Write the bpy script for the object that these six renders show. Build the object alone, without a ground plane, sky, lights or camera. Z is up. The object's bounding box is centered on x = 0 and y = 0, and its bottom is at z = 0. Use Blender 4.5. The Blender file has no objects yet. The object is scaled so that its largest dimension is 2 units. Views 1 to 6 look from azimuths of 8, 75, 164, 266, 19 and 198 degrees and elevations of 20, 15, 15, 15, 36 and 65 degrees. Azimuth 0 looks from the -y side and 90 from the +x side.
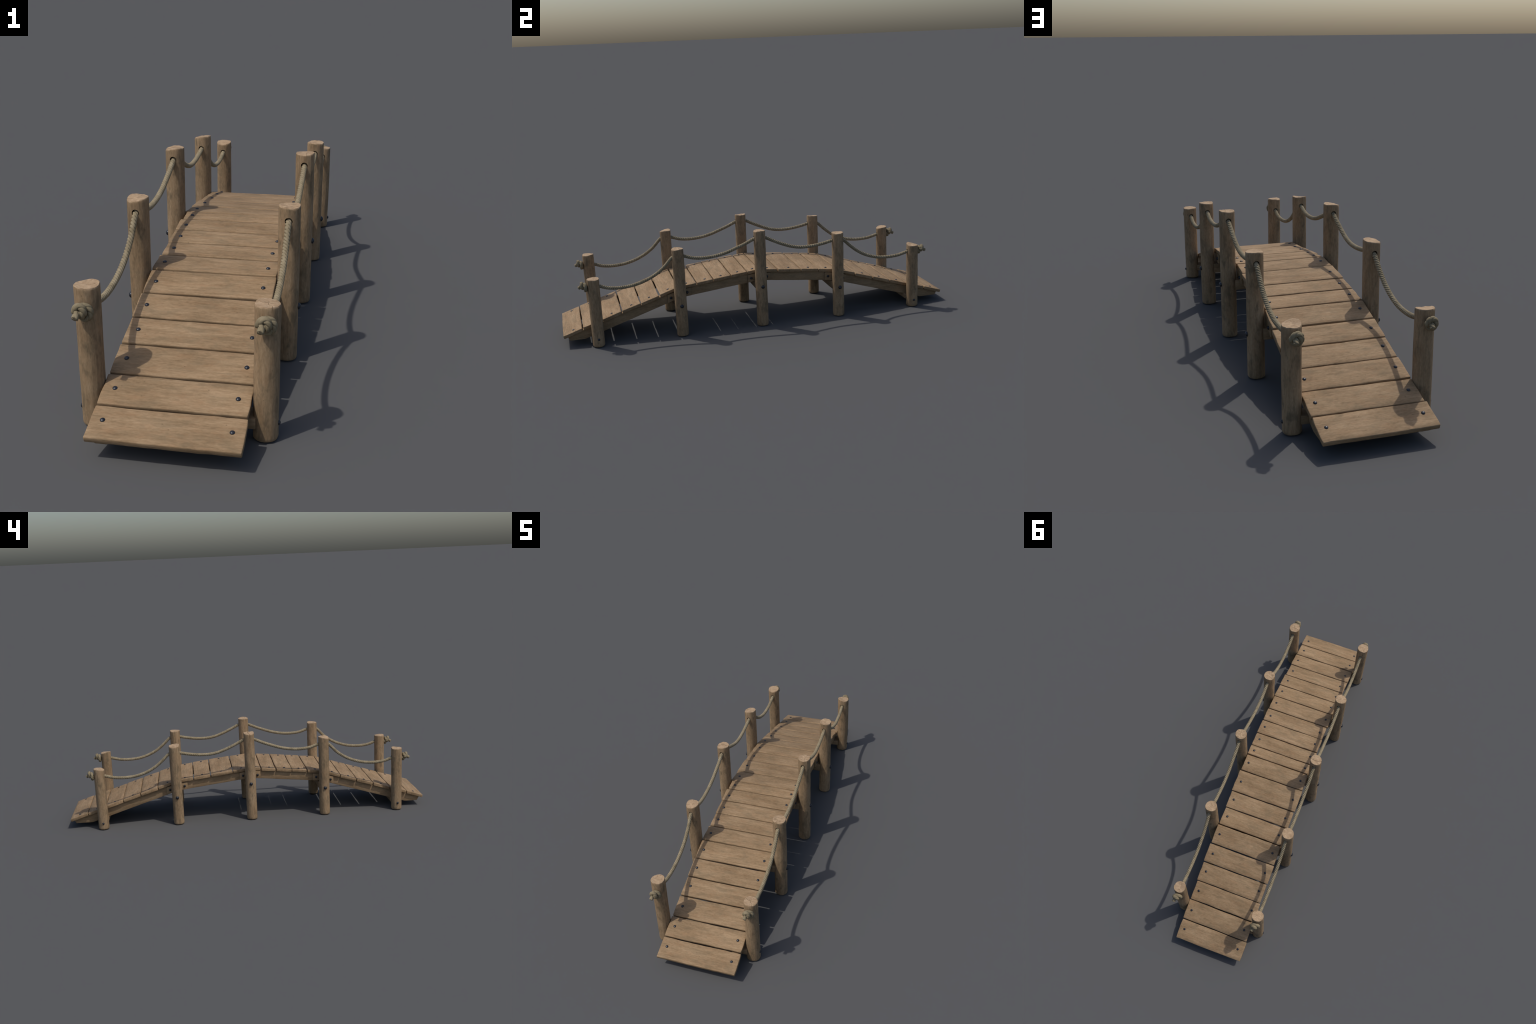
"""Small arched wooden foot bridge: plank deck on bent stringers, ten log posts, rope hand rails."""
import bpy, bmesh, math, random
from mathutils import Vector, Matrix, noise

rnd = random.Random(11)

# ------------------------------------------------------------------ helpers
def new_object(name, mesh, parent=None, loc=(0, 0, 0), rot=(0, 0, 0), mats=()):
    ob = bpy.data.objects.new(name, mesh)
    bpy.context.scene.collection.objects.link(ob)
    ob.location = loc
    ob.rotation_euler = rot
    if parent is not None:
        ob.parent = parent
    for m in mats:
        if m.name not in [s.name for s in mesh.materials if s]:
            mesh.materials.append(m)
    return ob

def finish(mesh, angle=35):
    for p in mesh.polygons:
        p.use_smooth = True
    mesh.set_sharp_from_angle(angle=math.radians(angle))

def mesh_from(name, verts, faces, angle=35, mat_ids=None):
    me = bpy.data.meshes.new(name)
    me.from_pydata(verts, [], faces)
    if mat_ids:
        me.polygons.foreach_set("material_index", mat_ids)
    bm = bmesh.new()
    bm.from_mesh(me)
    bmesh.ops.recalc_face_normals(bm, faces=bm.faces)
    bm.to_mesh(me)
    bm.free()
    finish(me, angle)
    return me

def nz(x, y=0.0, z=0.0):
    return noise.noise(Vector((x, y, z)))

def catmull(points, step):
    """Smooth curve through control points, resampled at even steps."""
    P = [Vector(p) for p in points]
    P = [P[0] * 2 - P[1]] + P + [P[-1] * 2 - P[-2]]
    dense = []
    for i in range(1, len(P) - 2):
        a, b, c, d = P[i - 1], P[i], P[i + 1], P[i + 2]
        for k in range(24):
            t = k / 24
            dense.append(0.5 * ((2 * b) + (c - a) * t + (2 * a - 5 * b + 4 * c - d) * t * t
                                + (3 * b - a - 3 * c + d) * t ** 3))
    dense.append(P[-2])
    out, acc = [dense[0]], 0.0
    for i in range(1, len(dense)):
        seg = (dense[i] - dense[i - 1])
        L = seg.length
        pos = 0.0
        while acc + (L - pos) >= step:
            pos += step - acc
            out.append(dense[i - 1] + seg * (pos / L))
            acc = 0.0
        acc += L - pos
    if (out[-1] - dense[-1]).length > step * 0.3:
        out.append(dense[-1])
    return out

# ------------------------------------------------------------------ materials
class Nodes:
    def __init__(self, name):
        self.mat = bpy.data.materials.new(name)
        self.mat.use_nodes = True
        self.t = self.mat.node_tree
        self.t.nodes.clear()
        self.out = self.t.nodes.new("ShaderNodeOutputMaterial")
        self.b = self.t.nodes.new("ShaderNodeBsdfPrincipled")
        self.t.links.new(self.b.outputs[0], self.out.inputs[0])
        self.coord = self.t.nodes.new("ShaderNodeTexCoord")
        self.info = self.t.nodes.new("ShaderNodeObjectInfo")

    def link(self, a, b):
        self.t.links.new(a, b)

    def put(self, sock, v):
        if hasattr(v, "links"):
            self.link(v, sock)
        else:
            sock.default_value = v

    def math(self, op, a, b=0.0, clamp=False):
        n = self.t.nodes.new("ShaderNodeMath")
        n.operation = op
        n.use_clamp = clamp
        self.put(n.inputs[0], a)
        self.put(n.inputs[1], b)
        return n.outputs[0]

    def vec(self, scale, seed=0.0, random_amount=17.0):
        """Object coordinates, stretched, shifted per object."""
        off = self.t.nodes.new("ShaderNodeCombineXYZ")
        r = self.math("MULTIPLY_ADD", self.info.outputs["Random"], random_amount)
        r.node.inputs[2].default_value = seed
        for i in range(3):
            self.link(r, off.inputs[i])
        m = self.t.nodes.new("ShaderNodeVectorMath")
        m.operation = "MULTIPLY_ADD"
        self.link(self.coord.outputs["Object"], m.inputs[0])
        m.inputs[1].default_value = scale
        self.link(off.outputs[0], m.inputs[2])
        return m.outputs[0]

    def noise(self, scale, seed=0.0, detail=3.0, rough=0.55, dist=0.0):
        n = self.t.nodes.new("ShaderNodeTexNoise")
        self.link(self.vec(scale, seed), n.inputs["Vector"])
        n.inputs["Scale"].default_value = 1.0
        n.inputs["Detail"].default_value = detail
        n.inputs["Roughness"].default_value = rough
        n.inputs["Distortion"].default_value = dist
        return n.outputs["Fac"]

    def ramp(self, fac, stops):
        n = self.t.nodes.new("ShaderNodeValToRGB")
        el = n.color_ramp.elements
        while len(el) < len(stops):
            el.new(0.5)
        for e, (p, c) in zip(el, stops):
            e.position = p
            e.color = (*c, 1) if len(c) == 3 else c
        self.link(fac, n.inputs[0])
        return n.outputs[0]

    def band(self, fac, lo, hi):
        n = self.t.nodes.new("ShaderNodeMapRange")
        n.clamp = True
        self.link(fac, n.inputs[0])
        n.inputs[1].default_value = lo
        n.inputs[2].default_value = hi
        return n.outputs[0]

    def mix(self, fac, a, b, mode="MIX"):
        n = self.t.nodes.new("ShaderNodeMix")
        n.data_type = "RGBA"
        n.blend_type = mode
        self.put(n.inputs[0], fac)
        for s, v in ((n.inputs[6], a), (n.inputs[7], b)):
            if isinstance(v, tuple):
                s.default_value = (*v, 1)
            else:
                self.link(v, s)
        return n.outputs[2]

    def bump(self, height, strength=0.3, dist=0.002):
        n = self.t.nodes.new("ShaderNodeBump")
        n.inputs["Strength"].default_value = strength
        n.inputs["Distance"].default_value = dist
        self.link(height, n.inputs["Height"])
        self.link(n.outputs[0], self.b.inputs["Normal"])

    def done(self, color, rough=0.8, spec=0.25):
        self.put(self.b.inputs["Base Color"], color if not isinstance(color, tuple) else (*color, 1))
        self.b.inputs["Roughness"].default_value = rough
        self.b.inputs["Specular IOR Level"].default_value = spec
        return self.mat

def wood_material(name, axis, dark, mid, light, stain, seed, stain_amount=0.55, streak=1.0, stain_scale=(14, 34)):
    """Sawn or hewn wood with the grain along the given local axis."""
    n = Nodes(name)
    def stretch(along, across):
        s = [across] * 3
        s[axis] = along
        return tuple(s)
    broad = n.noise(stretch(6, 17), seed, 3, 0.6, 0.25)
    fibre = n.noise(stretch(13, 150), seed + 3, 4, 0.65, 0.15)
    mottle = n.noise(stretch(80, 230), seed + 7, 3, 0.6, 0.2)
    fine = n.noise(stretch(60, 620), seed + 5, 3, 0.6)
    f = n.math("ADD", n.math("MULTIPLY", broad, 0.34), n.math("MULTIPLY", fibre, 0.30 * streak))
    f = n.math("ADD", f, n.math("MULTIPLY", mottle, 0.24))
    f = n.math("ADD", f, n.math("MULTIPLY", fine, 0.12))
    col = n.ramp(f, [(0.37, dark), (0.50, mid), (0.62, light)])
    # weathered grey-olive patches
    patch = n.band(n.noise(stretch(stain_scale[0], stain_scale[1]), seed + 9, 5, 0.62, 0.3), 0.50, 0.68)
    col = n.mix(n.math("MULTIPLY", patch, stain_amount), col, stain)
    # reddish warm patches
    warm = n.band(n.noise(stretch(22, 60), seed + 23, 4, 0.6), 0.50, 0.70)
    col = n.mix(n.math("MULTIPLY", warm, 0.28), col, tuple(c * k for c, k in zip(mid, (1.16, 0.97, 0.88))))
    # thin dark fibre lines and short checks
    line = n.band(n.noise(stretch(11, 330), seed + 13, 2, 0.5, 0.2), 0.66, 0.78)
    where = n.band(n.noise(stretch(9, 40), seed + 17, 2), 0.48, 0.66)
    col = n.mix(n.math("MULTIPLY", n.math("MULTIPLY", line, where), 0.55), col,
                tuple(c * 0.42 for c in dark))
    # the odd wormhole or knot speck
    v = n.t.nodes.new("ShaderNodeTexVoronoi")
    n.link(n.vec(stretch(26, 34), seed + 29), v.inputs["Vector"])
    v.inputs["Scale"].default_value = 1.0
    speck = n.math("SUBTRACT", 1.0, n.band(v.outputs["Distance"], 0.03, 0.075))
    col = n.mix(n.math("MULTIPLY", speck, 0.45), col, tuple(c * 0.5 for c in dark))
    h = n.math("ADD", n.math("MULTIPLY", fibre, 0.7), n.math("MULTIPLY", fine, 0.35))
    h = n.math("SUBTRACT", h, n.math("MULTIPLY", line, 0.5))
    n.bump(h, 0.35, 0.0015)
    return n.done(col, 0.78, 0.22)

DECK = wood_material("deck_wood", 0, (0.175, 0.112, 0.058), (0.275, 0.184, 0.102), (0.365, 0.252, 0.147),
                     (0.175, 0.128, 0.074), 1.3, 0.55)
BEAM = wood_material("beam_wood", 1, (0.180, 0.118, 0.064), (0.265, 0.180, 0.100), (0.340, 0.235, 0.138),
                     (0.170, 0.126, 0.076), 4.1, 0.5)
CROSS = wood_material("cross_beam_wood", 0, (0.170, 0.112, 0.060), (0.255, 0.172, 0.096), (0.330, 0.228, 0.132),
                      (0.165, 0.122, 0.074), 6.7, 0.5)
LOG = wood_material("log_wood", 2, (0.175, 0.118, 0.066), (0.285, 0.196, 0.112), (0.375, 0.265, 0.160),
                    (0.128, 0.098, 0.060), 8.9, 0.78, 1.0, (20, 55))

def end_grain_material():
    n = Nodes("end_grain_wood")
    w = n.t.nodes.new("ShaderNodeTexNoise")
    n.link(n.vec((60, 60, 60), 2.0), w.inputs["Vector"])
    w.inputs["Scale"].default_value = 1.0
    broad = n.noise((55, 90, 60), 3.0, 4, 0.65, 0.8)
    fibre = n.noise((70, 420, 90), 5.0, 3, 0.6, 0.5)
    f = n.math("ADD", n.math("MULTIPLY", broad, 0.62), n.math("MULTIPLY", fibre, 0.38))
    col = n.ramp(f, [(0.34, (0.220, 0.146, 0.082)), (0.47, (0.350, 0.240, 0.143)), (0.62, (0.455, 0.325, 0.205))])
    n.bump(f, 0.45, 0.003)
    return n.done(col, 0.8, 0.2)
END_GRAIN = end_grain_material()

def rope_material(name, dark, mid, light):
    n = Nodes(name)
    f = n.math("ADD", n.math("MULTIPLY", n.noise((45, 45, 45), 1.0, 3), 0.7),
               n.math("MULTIPLY", n.noise((500, 500, 500), 2.0, 2), 0.3))
    col = n.ramp(f, [(0.32, dark), (0.5, mid), (0.68, light)])
    n.bump(n.noise((800, 800, 800), 7.0, 2), 0.2, 0.0006)
    return n.done(col, 0.9, 0.15)
ROPE = rope_material("rope_fibre", (0.205, 0.166, 0.102), (0.262, 0.214, 0.136), (0.322, 0.267, 0.176))
KNOT = rope_material("knot_fibre", (0.175, 0.142, 0.086), (0.222, 0.182, 0.113), (0.270, 0.223, 0.143))

def iron_material():
    n = Nodes("blackened_iron")
    f = n.noise((300, 300, 300), 1.0, 3)
    col = n.ramp(f, [(0.35, (0.012, 0.014, 0.019)), (0.65, (0.034, 0.037, 0.046))])
    n.bump(f, 0.2, 0.0006)
    m = n.done(col, 0.36, 0.6)
    n.b.inputs["Metallic"].default_value = 0.35
    return m
IRON = iron_material()

# ------------------------------------------------------------------ layout
POST_X = 0.2066
POST_Y = (-0.836, -0.4235, -0.011, 0.399, 0.8145)
# deck profile: top surface, straight between joints that stand at the posts
DECK_LINE = ((-1.0, 0.0593), (-0.4235, 0.2417), (-0.011, 0.2850), (0.399, 0.2391), (1.0, 0.0535))
PLANK_T = 0.0160
BEAM_H = 0.0462
BEAM_X = (0.131, 0.162)

def bay_of(y):
    for i in range(4):
        if y < DECK_LINE[i + 1][0]:
            return i
    return 3

def deck_z(y, bay=None):
    b = bay_of(y) if bay is None else bay
    (y0, z0), (y1, z1) = DECK_LINE[b], DECK_LINE[b + 1]
    return z0 + (z1 - z0) * (y - y0) / (y1 - y0)

def deck_angle(bay):
    (y0, z0), (y1, z1) = DECK_LINE[bay], DECK_LINE[bay + 1]
    return math.atan2(z1 - z0, y1 - y0)

root = bpy.data.objects.new("foot_bridge", None)
bpy.context.scene.collection.objects.link(root)
root["label"] = "small arched wooden foot bridge with log posts and rope rails"
root["category"] = "bridge"

# ------------------------------------------------------------------ iron heads
def dome_mesh(name, r, h, rim=0.25, seg=20):
    """Forged round head, flat underside at z=0."""
    verts, faces = [], []
    prof = [(r * 0.96, -0.002), (r, h * rim * 0.5)]
    for k in range(1, 7):
        a = k / 7 * math.pi / 2
        prof.append((r * math.cos(a), h * rim * 0.5 + (h - h * rim * 0.5) * math.sin(a)))
    for i, (pr, pz) in enumerate(prof):
        for s in range(seg):
            a = 2 * math.pi * s / seg
            k = 1 + 0.04 * nz(3 * math.cos(a) + 5, 3 * math.sin(a), i * 0.4)
            verts.append((pr * math.cos(a) * k, pr * math.sin(a) * k, pz))
    top = len(verts)
    verts.append((0, 0, h))
    for i in range(len(prof) - 1):
        for s in range(seg):
            a, b = i * seg + s, i * seg + (s + 1) % seg
            faces.append((a, b, b + seg, a + seg))
    L = (len(prof) - 1) * seg
    for s in range(seg):
        faces.append((L + s, L + (s + 1) % seg, top))
    faces.append(tuple(range(seg - 1, -1, -1)))
    me = mesh_from(name, verts, faces, 60)
    me.materials.append(IRON)
    return me

NAIL = dome_mesh("nail_head", 0.0061, 0.0042)
BOLT = dome_mesh("bolt_head", 0.0093, 0.0080)
SMALL_BOLT = dome_mesh("bolt_head", 0.0062, 0.0052)
PLATE_BOLT = dome_mesh("bolt_head", 0.0068, 0.0062)

# ------------------------------------------------------------------ deck planks
# (near edge y, far edge y, left end x, right end x, nail y)
PLANKS = (
    (-1.0000, -0.9095, -0.1755, 0.1775, -0.9488), (-0.9035, -0.8135, -0.1750, 0.1745, -0.8564),
    (-0.8075, -0.7150, -0.1755, 0.1765, -0.7610), (-0.7095, -0.6200, -0.1745, 0.1740, -0.6622),
    (-0.6150, -0.5265, -0.1760, 0.1785, -0.5706), (-0.5213, -0.4300, -0.1735, 0.1750, -0.4779),
    (-0.4245, -0.3375, -0.1735, 0.1735, -0.3828), (-0.3325, -0.2505, -0.1705, 0.1755, -0.2887),
    (-0.2465, -0.1605, -0.1730, 0.1765, -0.2066), (-0.1555, -0.0760, -0.1745, 0.1745, -0.1209),
    (-0.0715, -0.0135, -0.1695, 0.1745, -0.0424), (-0.0085, 0.0835, -0.1755, 0.1725, 0.0359),
    (0.0880, 0.2080, -0.1780, 0.1765, 0.1481), (0.2125, 0.3030, -0.1755, 0.1735, 0.2554),
    (0.3080, 0.4005, -0.1740, 0.1710, 0.3526), (0.4070, 0.5045, -0.1745, 0.1750, 0.4507),
    (0.5095, 0.6020, -0.1770, 0.1790, 0.5542), (0.6070, 0.7010, -0.1745, 0.1770, 0.6488),
    (0.7055, 0.7990, -0.1770, 0.1735, 0.7497), (0.8040, 0.8995, -0.1760, 0.1755, 0.8507),
    (0.9040, 1.0000, -0.1795, 0.1745, 0.9478))

def plank_mesh(x0, x1, half, seed):
    """Loft of a chamfered board section along x, with wavy hewn edges."""
    r = 0.0026
    T = PLANK_T
    # section, (side, y inset, z): side is -1 / +1 for the two long edges
    sec = []
    nt = 7
    for i in range(nt):                       # top, from -y to +y
        sec.append(("t", -1 + 2 * i / (nt - 1), 0.0))
    sec += [("e", 1, -0.3 * r), ("e", 1, -r), ("e", 1, -T * 0.5), ("e", 1, -T + r), ("e", 1, -T + 0.3 * r)]
    for i in range(4):
        sec.append(("b", 1 - 2 * i / 3, -T))
    sec += [("e", -1, -T + 0.3 * r), ("e", -1, -T + r), ("e", -1, -T * 0.5), ("e", -1, -r), ("e", -1, -0.3 * r)]
    n = len(sec)
    xs = [x0, x0 + 0.0008, x0 + r]
    N = 44
    xs += [x0 + r + (x1 - x0 - 2 * r) * k / N for k in range(1, N)]
    xs += [x1 - r, x1 - 0.0008, x1]
    last = len(xs) - 1
    verts, faces = [], []
    for i, x in enumerate(xs):
        end = {0: r, 1: 0.3 * r, last: r, last - 1: 0.3 * r}.get(i, 0.0)
        for kind, side, z in sec:
            sy = 1 if side > 0 else -1
            wav = 0.0019 * nz(x * 9 + seed, sy * 3.1, 0.3) + 0.0007 * nz(x * 42, sy * 5 + seed, 1)
            # rounded plank corners
            if kind == "e":
                inset = 0.0
                if z > -r:
                    inset = r * 0.25
                if z < -T + r:
                    inset = r * 0.35
                chip = max(0.0, nz(x * 17, seed + sy * 7, 4) - 0.3) * 0.0025
                if z > -T * 0.4:
                    inset += chip
                y = sy * (half - inset + wav)
                zz = z + (0 if z < -r else -0.0003)
            else:
                y = side * (half - r * 0.9 + wav)
                zz = z
            zz += 0.0008 * nz(x * 11 + seed * 2, y * 18, 2) + 0.0005 * nz(x * 30, y * 60 + seed, 5)
            if end:
                y -= math.copysign(min(end * 0.5, abs(y)), y)
                zz = zz - end * 0.5 if zz > -T / 2 else zz + end * 0.5
            ex = x + (0.0022 * nz(y * 30, seed + (1 if x > 0 else -1) * 4, 0) if i in (0, 1, 2, last, last - 1, last - 2) else 0)
            verts.append((ex, y, zz))
    for i in range(len(xs) - 1):
        for k in range(n):
            a, b = i * n + k, i * n + (k + 1) % n
            faces.append((a, a + n, b + n, b))
    faces.append(tuple(range(n)))
    faces.append(tuple(range(last * n + n - 1, last * n - 1, -1)))
    return mesh_from("plank", verts, faces, 40)

for i, (ya, yb, xl, xr, yn) in enumerate(PLANKS):
    mid = (ya + yb) / 2
    bay = bay_of(mid)
    ang = deck_angle(bay)
    half = (yb - ya) / 2 / math.cos(ang)
    me = plank_mesh(xl, xr, half, i * 3.7)
    lift = rnd.uniform(-0.0006, 0.0010)
    pl = new_object("plank", me, root, (0, mid, deck_z(mid, bay) + lift),
                    (ang + rnd.uniform(-0.008, 0.008), rnd.uniform(-0.003, 0.003), rnd.uniform(-0.004, 0.004)), (DECK,))
    for sx in (-1, 1):
        new_object("nail", NAIL, pl,
                   (sx * 0.1468 + rnd.uniform(-0.002, 0.002), (yn - mid) / math.cos(ang) + rnd.uniform(-0.001, 0.001), -0.0003),
                   (rnd.uniform(-0.08, 0.08), rnd.uniform(-0.08, 0.08), rnd.uniform(0, 6.28)))

# ------------------------------------------------------------------ beams
def extrude_profile(name, outline, x0, x1, bevel=0.0018, cuts=10, wobble=0.0007, seed=0.0):
    """Board cut to a (y, z) outline, thickness along x, eased edges."""
    bm = bmesh.new()
    a = [bm.verts.new((x0, y, z)) for y, z in outline]
    b = [bm.verts.new((x1, y, z)) for y, z in outline]
    bm.faces.new(a)
    bm.faces.new(b[::-1])
    n = len(outline)
    for i in range(n):
        bm.faces.new((a[i], b[i], b[(i + 1) % n], a[(i + 1) % n]))
    bmesh.ops.recalc_face_normals(bm, faces=bm.faces)
    bmesh.ops.bevel(bm, geom=bm.edges[:], offset=bevel, segments=2, profile=0.5, affect="EDGES")
    long_edges = [e for e in bm.edges if abs(e.verts[0].co.y - e.verts[1].co.y) > 0.03
                  or abs(e.verts[0].co.x - e.verts[1].co.x) > 0.1]
    if cuts and long_edges:
        bmesh.ops.subdivide_edges(bm, edges=long_edges, cuts=cuts, use_grid_fill=True)
    for v in bm.verts:
        c = v.co
        v.co = c + Vector((nz(c.x * 25 + seed, c.y * 14, c.z * 25), nz(c.x * 14, c.y * 14 + seed, c.z * 25) * 0.6,
                           nz(c.x * 25, c.y * 14, c.z * 25 + seed + 9))) * wobble * 2
    me = bpy.data.meshes.new(name)
    bm.to_mesh(me)
    bm.free()
    finish(me, 40)
    return me

def bent(y, drop):
    """Point a given distance below the deck surface."""
    return deck_z(y) - drop

top_drop = PLANK_T + 0.0004
for sx in (-1, 1):
    x0, x1 = sorted((sx * BEAM_X[0], sx * BEAM_X[1]))
    for bay in range(4):
        ya, yb = DECK_LINE[bay][0], DECK_LINE[bay + 1][0]
        c = math.cos(deck_angle(bay))
        top = lambda y: deck_z(y, bay) - top_drop / c
        bot = lambda y: deck_z(y, bay) - (top_drop + BEAM_H) / c
        g = 0.0006
        if bay == 0:
            foot = ya + (0.0265 - bot(ya)) / ((bot(yb) - bot(ya)) / (yb - ya))
            out = [(ya + 0.020, top(ya + 0.020)), (yb - g, top(yb - g)), (yb - g, bot(yb - g)), (foot, 0.0265),
                   (ya + 0.031, 0.0265)]
        elif bay == 3:
            foot = ya + (0.0250 - bot(ya)) / ((bot(yb) - bot(ya)) / (yb - ya))
            out = [(ya + g, top(ya + g)), (yb - 0.020, top(yb - 0.020)), (yb - 0.029, 0.0250), (foot, 0.0250),
                   (ya + g, bot(ya + g))]
        else:
            out = [(ya + g, top(ya + g)), (yb - g, top(yb - g)), (yb - g, bot(yb - g)), (ya + g, bot(ya + g))]
        me = extrude_profile("stringer", out, x0, x1, 0.0018, 8, 0.0005, bay * 5 + sx)
        new_object("stringer", me, root, mats=(BEAM,))
    # bent splice plates over the joints, bolted at both ends
    for j in (1, 2, 3):
        yj = DECK_LINE[j][0]
        ca, cb = math.cos(deck_angle(j - 1)), math.cos(deck_angle(j))
        L = 0.0585
        def line(y, b, d):
            return deck_z(y, b) - d / math.cos(deck_angle(b))
        d0, d1 = top_drop + 0.0030, top_drop + BEAM_H - 0.0025
        out = [(yj - L, line(yj - L, j - 1, d0)), (yj, line(yj, j, d0)), (yj + L, line(yj + L, j, d0)),
               (yj + L + 0.002, line(yj + L, j, d1)), (yj, line(yj, j, d1)), (yj - L - 0.002, line(yj - L, j - 1, d1))]
        xi = sx * (BEAM_X[1] + 0.0004)
        xo = sx * (BEAM_X[1] + 0.0092)
        me = extrude_profile("splice_plate", out, min(xi, xo), max(xi, xo), 0.0016, 0, 0.0005, j * 3 + sx)
        plate = new_object("splice_plate", me, root, mats=(BEAM,))
        for dy, b in ((-0.0425, j - 1), (0.0395, j)):
            z = line(yj + dy, b, (d0 + d1) / 2)
            new_object("bolt", PLATE_BOLT, plate, (xo, yj + dy, z), (rnd.uniform(-.1, .1), sx * math.pi / 2, 0))

# cross beams tie each pair of posts below the stringers
CROSS_Z = ((0.0330, 0.0600), (0.1390, 0.1775), (0.1885, 0.2265), (0.1385, 0.1765), (0.0305, 0.0570))
for y, (za, zb) in zip(POST_Y, CROSS_Z):
    w = 0.0265
    out = [(-w, 0), (w, 0), (w, zb - za), (-w, zb - za)]
    me = extrude_profile("cross_beam", out, -0.186, 0.186, 0.002, 12, 0.0006, y * 9)
    new_object("cross_beam", me, root, (0, y, za), mats=(CROSS,))

# ------------------------------------------------------------------ log posts
# side, pair, top z, tilt in x, tilt in y, hump, hollow angle, bolt z
POSTS = (
    (-1, 0, 0.3550, 0.02, 0.03, 0.0030, 2.6), (1, 0, 0.3385, -0.02, -0.02, 0.0025, 0.7),
    (-1, 1, 0.4430, 0.05, 0.10, 0.0045, 1.1), (1, 1, 0.4430, 0.00, 0.00, 0.0030, 2.2),
    (-1, 2, 0.4910, 0.10, 0.00, 0.0040, 0.4), (1, 2, 0.4925, 0.03, 0.00, 0.0030, 1.9),
    (-1, 3, 0.4455, 0.14, -0.08, 0.0020, 0.2), (1, 3, 0.4415, -0.01, 0.02, 0.0030, 3.0),
    (-1, 4, 0.3400, 0.00, 0.16, 0.0035, 1.5), (1, 4, 0.3360, -0.10, -0.13, 0.0050, 2.4))
HOLE_Z = (0.303, 0.4065, 0.4580, 0.4055, 0.3025)
BOLT_Z = (0.0405, 0.1575, 0.2080, 0.1565, 0.0365)
# checks in the end grain: polylines over the cap (in post radii) and depth
CRACKS = {
    (1, 0): (([(-0.95, 0.50), (-0.45, 0.10), (0.0, 0.06), (0.55, 0.18), (1.1, 0.55)], 0.010, 0.0011),
             ([(0.0, 0.06), (0.18, -0.35), (0.42, -0.6), (0.45, -1.1)], 0.014, 0.0011)),
    (-1, 2): (([(-1.2, -0.22), (-0.5, 0.06), (0.2, 0.16), (1.15, 0.02)], 0.016, 0.0016),
              ([(-1.3, -0.24), (-0.86, -0.10)], 0.036, 0.0022)),
    (1, 2): (([(0.25, -1.1), (0.12, -0.3), (0.32, 0.3), (0.25, 1.1)], 0.007, 0.0009),),
    (1, 3): (([(-0.95, 0.1), (-0.35, 0.16), (0.1, 0.05)], 0.005, 0.0008),),
    (1, 1): (([(-0.5, 0.4), (0.1, 0.25), (0.5, 0.5)], 0.003, 0.0007),),
    (-1, 0): (([(0.2, 1.1), (0.1, 0.5)], 0.004, 0.0007),),
}

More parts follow.
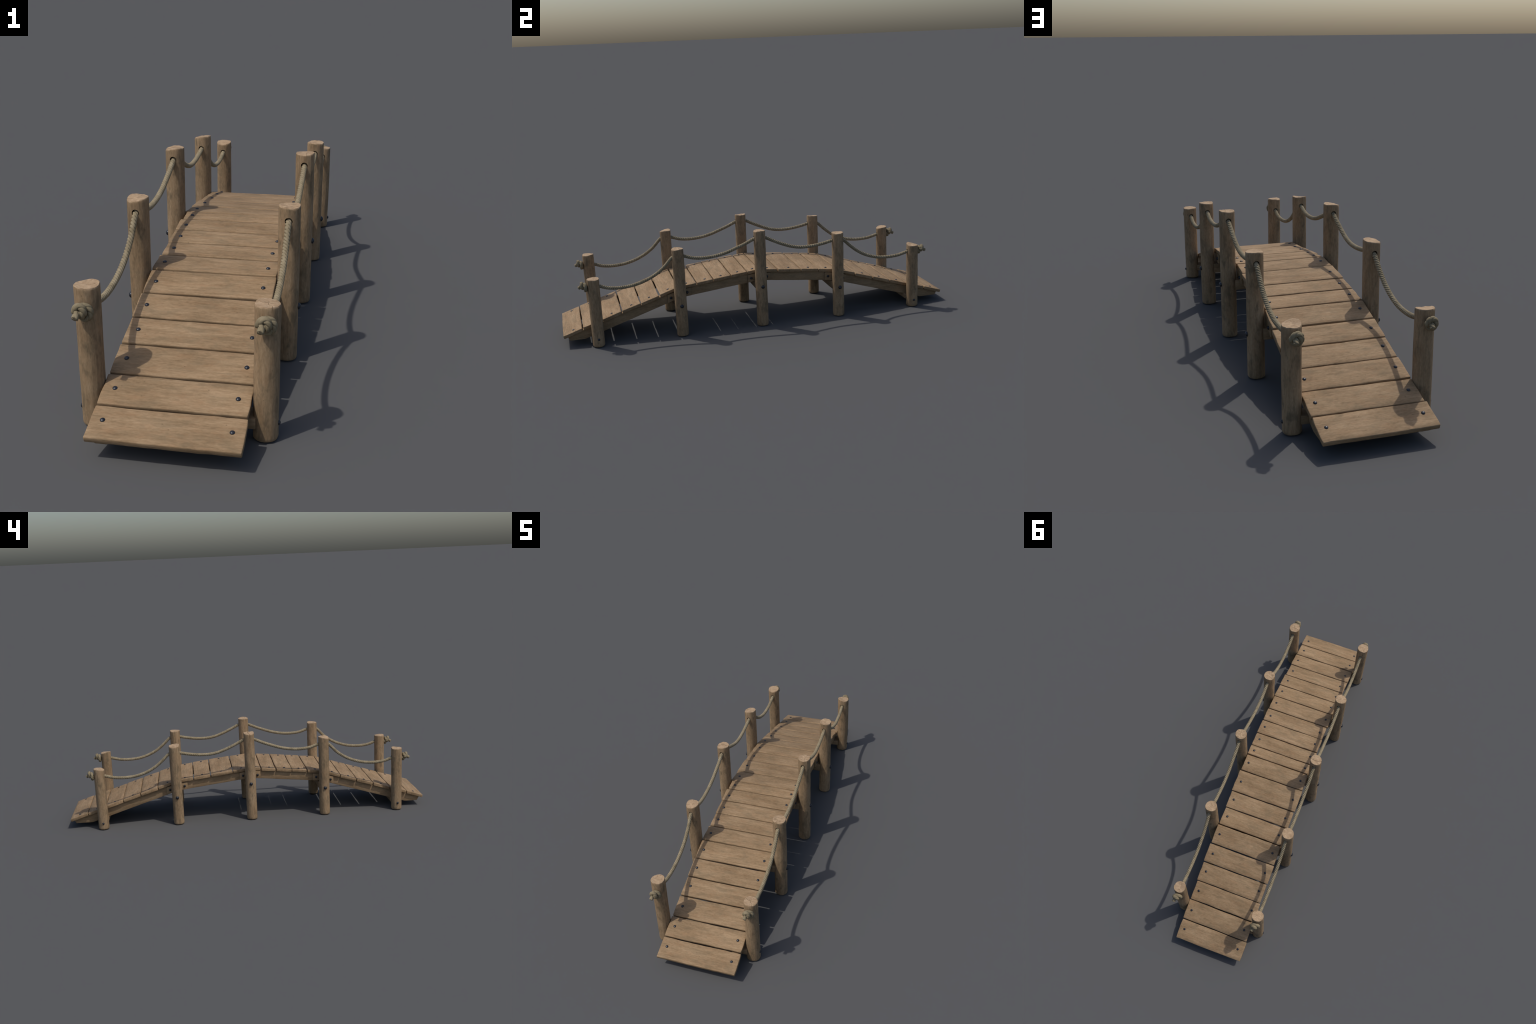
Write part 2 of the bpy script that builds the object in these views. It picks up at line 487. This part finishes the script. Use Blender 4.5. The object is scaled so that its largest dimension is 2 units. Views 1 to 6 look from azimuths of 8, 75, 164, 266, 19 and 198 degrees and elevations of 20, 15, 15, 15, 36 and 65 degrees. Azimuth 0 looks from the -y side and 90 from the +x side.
def post_mesh(height, tx, ty, hump, hang, seed, R=0.0290):
    seg = 56
    ph = seed * 1.7
    def radius(a, z):
        c, s = math.cos(a), math.sin(a)
        sq = (abs(c) ** 2.5 + abs(s) ** 2.5) ** (-1 / 2.5)      # slightly squared, hewn log
        k = 0.55 + 0.45 * sq
        k *= 1 + 0.034 * nz(1.3 * c + ph, 1.3 * s, z * 3.5) + 0.018 * nz(4 * c, 4 * s + ph, z * 9)
        k *= 1 + 0.012 * nz(11 * c + ph, 11 * s, z * 14)
        return R * k * (1.012 if abs(s) < 0.6 else 1.0)
    def axis(z):
        return (0.0012 * nz(z * 5 + ph, 1.0, 0), 0.0012 * nz(z * 5, 7.0 + ph, 0))
    def cap(x, y):
        u = (x * math.cos(hang) + y * math.sin(hang)) / R
        w = (-x * math.sin(hang) + y * math.cos(hang)) / R
        return (height + tx * x + ty * y + hump * (0.55 * w * w - 0.5 * u * u + 0.30 * u * w) 
                + 0.0016 * nz(x * 70 + ph, y * 70, 3) + 0.0009 * nz(x * 190, y * 190 + ph, 8))
    verts, faces, ids = [], [], []
    rows = [(0.0, 0.80, None), (0.0012, 0.93, None), (0.0045, 0.99, None)]
    zs = [0.010 + (height - 0.030) * k / 34 for k in range(35)]
    for zb, k, _ in rows:
        for s in range(seg):
            a = 2 * math.pi * s / seg
            ox, oy = axis(zb)
            r = radius(a, zb) * k
            verts.append((ox + r * math.cos(a), oy + r * math.sin(a), zb))
    for z in zs:
        ox, oy = axis(z)
        for s in range(seg):
            a = 2 * math.pi * s / seg
            r = radius(a, z)
            verts.append((ox + r * math.cos(a), oy + r * math.sin(a), z))
    ox, oy = axis(height)
    for k, drop in ((1.0, 0.0090), (1.0, 0.0030), (0.985, 0.0012), (0.95, 0.0)):
        for s in range(seg):
            a = 2 * math.pi * s / seg
            r = radius(a, height - drop) * k
            x, y = r * math.cos(a), r * math.sin(a)
            e = 0.0012 * (1 + nz(6 * math.cos(a) + ph, 6 * math.sin(a), 2)) if drop else 0
            verts.append((ox + x, oy + y, cap(x, y) - drop - (e if drop < 0.008 else 0)))
    side_rows = 3 + len(zs) + 2
    for k in (0.84, 0.70, 0.55, 0.40, 0.24, 0.10):
        for s in range(seg):
            a = 2 * math.pi * s / seg
            r = radius(a, height) * k
            x, y = r * math.cos(a), r * math.sin(a)
            verts.append((ox + x, oy + y, cap(x, y)))
    nrows = len(verts) // seg
    for i in range(nrows - 1):
        for s in range(seg):
            a, b = i * seg + s, i * seg + (s + 1) % seg
            faces.append((a, b, b + seg, a + seg))
            ids.append(1 if i >= side_rows else 0)
    faces.append(tuple(range(seg - 1, -1, -1)))
    ids.append(0)
    verts.append((ox, oy, cap(0, 0)))
    L = (nrows - 1) * seg
    for s in range(seg):
        faces.append((L + s, L + (s + 1) % seg, len(verts) - 1))
        ids.append(1)
    me = mesh_from("post", verts, faces, 38, ids)
    me.materials.append(LOG)
    me.materials.append(END_GRAIN)
    return me, cap, radius

def hole_mesh(z, r=0.0104):
    bm = bmesh.new()
    bmesh.ops.create_cone(bm, cap_ends=True, segments=24, radius1=r, radius2=r, depth=0.12,
                          matrix=Matrix.Translation((0, 0, z)) @ Matrix.Rotation(math.pi / 2, 4, "X"))
    me = bpy.data.meshes.new("hole")
    bm.to_mesh(me)
    bm.free()
    return me

def crack_mesh(path, depth, width, cap, R=0.0290):
    """Thin wedge along a polyline on the cap."""
    pts = catmull([(x * R, y * R, 0) for x, y in path], 0.0025)
    verts, faces = [], []
    for i, p in enumerate(pts):
        d = (pts[min(i + 1, len(pts) - 1)] - pts[max(i - 1, 0)]).normalized()
        nrm = Vector((-d.y, d.x, 0))
        w = width * (0.65 + 0.5 * abs(nz(p.x * 160, p.y * 160, 3))) * 0.5
        z = cap(p.x, p.y)
        for off, zz in ((-w * 1.6, z + 0.006), (w * 1.6, z + 0.006), (w * 0.25, z - depth), (-w * 0.25, z - depth)):
            q = p + nrm * off
            verts.append((q.x, q.y, zz))
    n = len(pts)
    for i in range(n - 1):
        for k in range(4):
            a, b = i * 4 + k, i * 4 + (k + 1) % 4
            faces.append((a, b, b + 4, a + 4))
    faces += [(3, 2, 1, 0), tuple((n - 1) * 4 + k for k in range(4))]
    return mesh_from("crack", verts, faces)

def subtract(ob, cutters):
    tmp = []
    for me in cutters:
        c = bpy.data.objects.new("cutter", me)
        bpy.context.scene.collection.objects.link(c)
        c.location = ob.location
        m = ob.modifiers.new("cut", "BOOLEAN")
        m.operation = "DIFFERENCE"
        m.solver = "EXACT"
        m.object = c
        tmp.append(c)
    bpy.context.view_layer.update()
    dg = bpy.context.evaluated_depsgraph_get()
    new = bpy.data.meshes.new_from_object(ob.evaluated_get(dg))
    ob.modifiers.clear()
    ob.data = new
    for c in tmp:
        bpy.data.objects.remove(c)
    finish(new, 38)

for i, (sx, j, h, tx, ty, hump, hang) in enumerate(POSTS):
    me, cap, radius = post_mesh(h, tx, ty, hump, hang, i + 1.37)
    post = new_object("post", me, root, (sx * POST_X, POST_Y[j], 0))
    cut = [hole_mesh(HOLE_Z[j])]
    for path, depth, width in CRACKS.get((sx, j), ()):
        cut.append(crack_mesh(path, depth, width, cap))
    subtract(post, cut)
    r = radius(0 if sx > 0 else math.pi, BOLT_Z[j])
    big = j in (1, 2, 3)
    new_object("bolt", BOLT if big else SMALL_BOLT, post, (sx * (r - 0.0004), rnd.uniform(-.001, .001), BOLT_Z[j]),
               (rnd.uniform(-.1, .1), sx * math.pi / 2, 0))

# ------------------------------------------------------------------ ropes
ROPE_R = 0.0085

def rope_mesh(points, name, lay=0.0295, strands=3, radius=ROPE_R, around=42, step=0.0015, core=0.46):
    """Left-laid three-strand rope lofted along a curve."""
    pts = catmull(points, step)
    verts, faces = [], []
    t = (pts[1] - pts[0]).normalized()
    up = Vector((1, 0, 0)) if abs(t.x) < 0.9 else Vector((0, 0, 1))
    nrm = (up - t * up.dot(t)).normalized()
    s = 0.0
    for i, p in enumerate(pts):
        t2 = (pts[min(i + 1, len(pts) - 1)] - pts[max(i - 1, 0)]).normalized()
        nrm = t.rotation_difference(t2) @ nrm
        nrm = (nrm - t2 * nrm.dot(t2)).normalized()
        t = t2
        bi = t.cross(nrm)
        if i:
            s += (p - pts[i - 1]).length
        tw = -2 * math.pi * s / lay
        for k in range(around):
            a = 2 * math.pi * k / around
            lobe = abs(math.cos(strands * (a - tw) / 2))
            r = radius * (core + (1 - core) * (1 - (1 - lobe) ** 2) ** 0.5) * (1 + 0.02 * nz(p.x * 90, p.y * 90, a))
            verts.append(p + (nrm * math.cos(a) + bi * math.sin(a)) * r)
    n = len(pts)
    for i in range(n - 1):
        for k in range(around):
            a, b = i * around + k, i * around + (k + 1) % around
            faces.append((a, b, b + around, a + around))
    for base, out in ((0, -1), ((n - 1) * around, 1)):
        c = sum((verts[base + k] for k in range(around)), Vector()) / around
        d = (pts[1] - pts[0] if out < 0 else pts[-1] - pts[-2]).normalized() * out * 0.0022
        verts.append(c + d)
        ci = len(verts) - 1
        for k in range(around):
            faces.append((base + k, base + (k + 1) % around, ci))
    return mesh_from(name, [tuple(v) for v in verts], faces, 75)

# sagging hand-rail line through the post holes, (y, z)
RAIL = ((-0.862, 0.3030), (-0.836, 0.3030), (-0.808, 0.2995), (-0.770, 0.2865), (-0.725, 0.2805), (-0.680, 0.2812),
        (-0.632, 0.2885), (-0.585, 0.3030), (-0.540, 0.3245), (-0.495, 0.3570), (-0.452, 0.4010), (-0.4235, 0.4075),
        (-0.394, 0.4035), (-0.350, 0.3895), (-0.307, 0.3840), (-0.265, 0.3845), (-0.225, 0.3890), (-0.180, 0.3990),
        (-0.137, 0.4135), (-0.090, 0.4310), (-0.039, 0.4530), (-0.011, 0.4585), (0.019, 0.4535), (0.058, 0.4345),
        (0.100, 0.4150), (0.150, 0.3960), (0.197, 0.3860), (0.245, 0.3845), (0.290, 0.3880), (0.330, 0.3945),
        (0.371, 0.4030), (0.399, 0.4060), (0.430, 0.3995), (0.468, 0.3650), (0.508, 0.3330), (0.552, 0.3085),
        (0.600, 0.2920), (0.640, 0.2850), (0.685, 0.2830), (0.735, 0.2870), (0.788, 0.3000), (0.8145, 0.3025),
        (0.841, 0.3030))
# overhand stopper knot seen from outside the post: right, up, outward from the post face
KNOT_PATH = ((0.000, 0.000, -0.012), (0.000, 0.000, -0.002), (-0.005, -0.006, 0.006), (-0.001, -0.0140, 0.0095),
             (0.0090, -0.0155, 0.0100), (0.0180, -0.0065, 0.0100), (0.0175, 0.0065, 0.0105), (0.0080, 0.0140, 0.0115),
             (-0.0050, 0.0110, 0.0135), (-0.0130, 0.0015, 0.0170), (-0.0125, 0.0060, 0.0220), (-0.0080, 0.0150, 0.0250),
             (0.0000, 0.0190, 0.0260), (0.0075, 0.0145, 0.0265), (0.0090, 0.0050, 0.0260), (0.0045, -0.0030, 0.0235),
             (-0.0025, -0.0040, 0.0205), (-0.0050, 0.0020, 0.0215), (-0.0045, 0.0030, 0.0290), (-0.0055, -0.0010, 0.0360),
             (-0.0065, -0.0050, 0.0420))

for sx in (-1, 1):
    wob = lambda y: 0.0012 * nz(y * 6, sx * 4.0, 0)
    me = rope_mesh([(wob(y), y, z) for y, z in RAIL], "rope")
    rope = new_object("rope", me, root, (sx * POST_X, 0, 0), mats=(ROPE,))
    for end, y0, z0 in ((-1, POST_Y[0] - 0.0275, HOLE_Z[0]), (1, POST_Y[4] + 0.0275, HOLE_Z[4] + 0.0015)):
        pts = [(-end * a, end * c, b) for a, b, c in KNOT_PATH]
        km = rope_mesh(pts, "knot", lay=0.042, core=0.64, radius=0.0084, step=0.0012)
        new_object("knot", km, rope, (0, y0, z0), mats=(KNOT,))
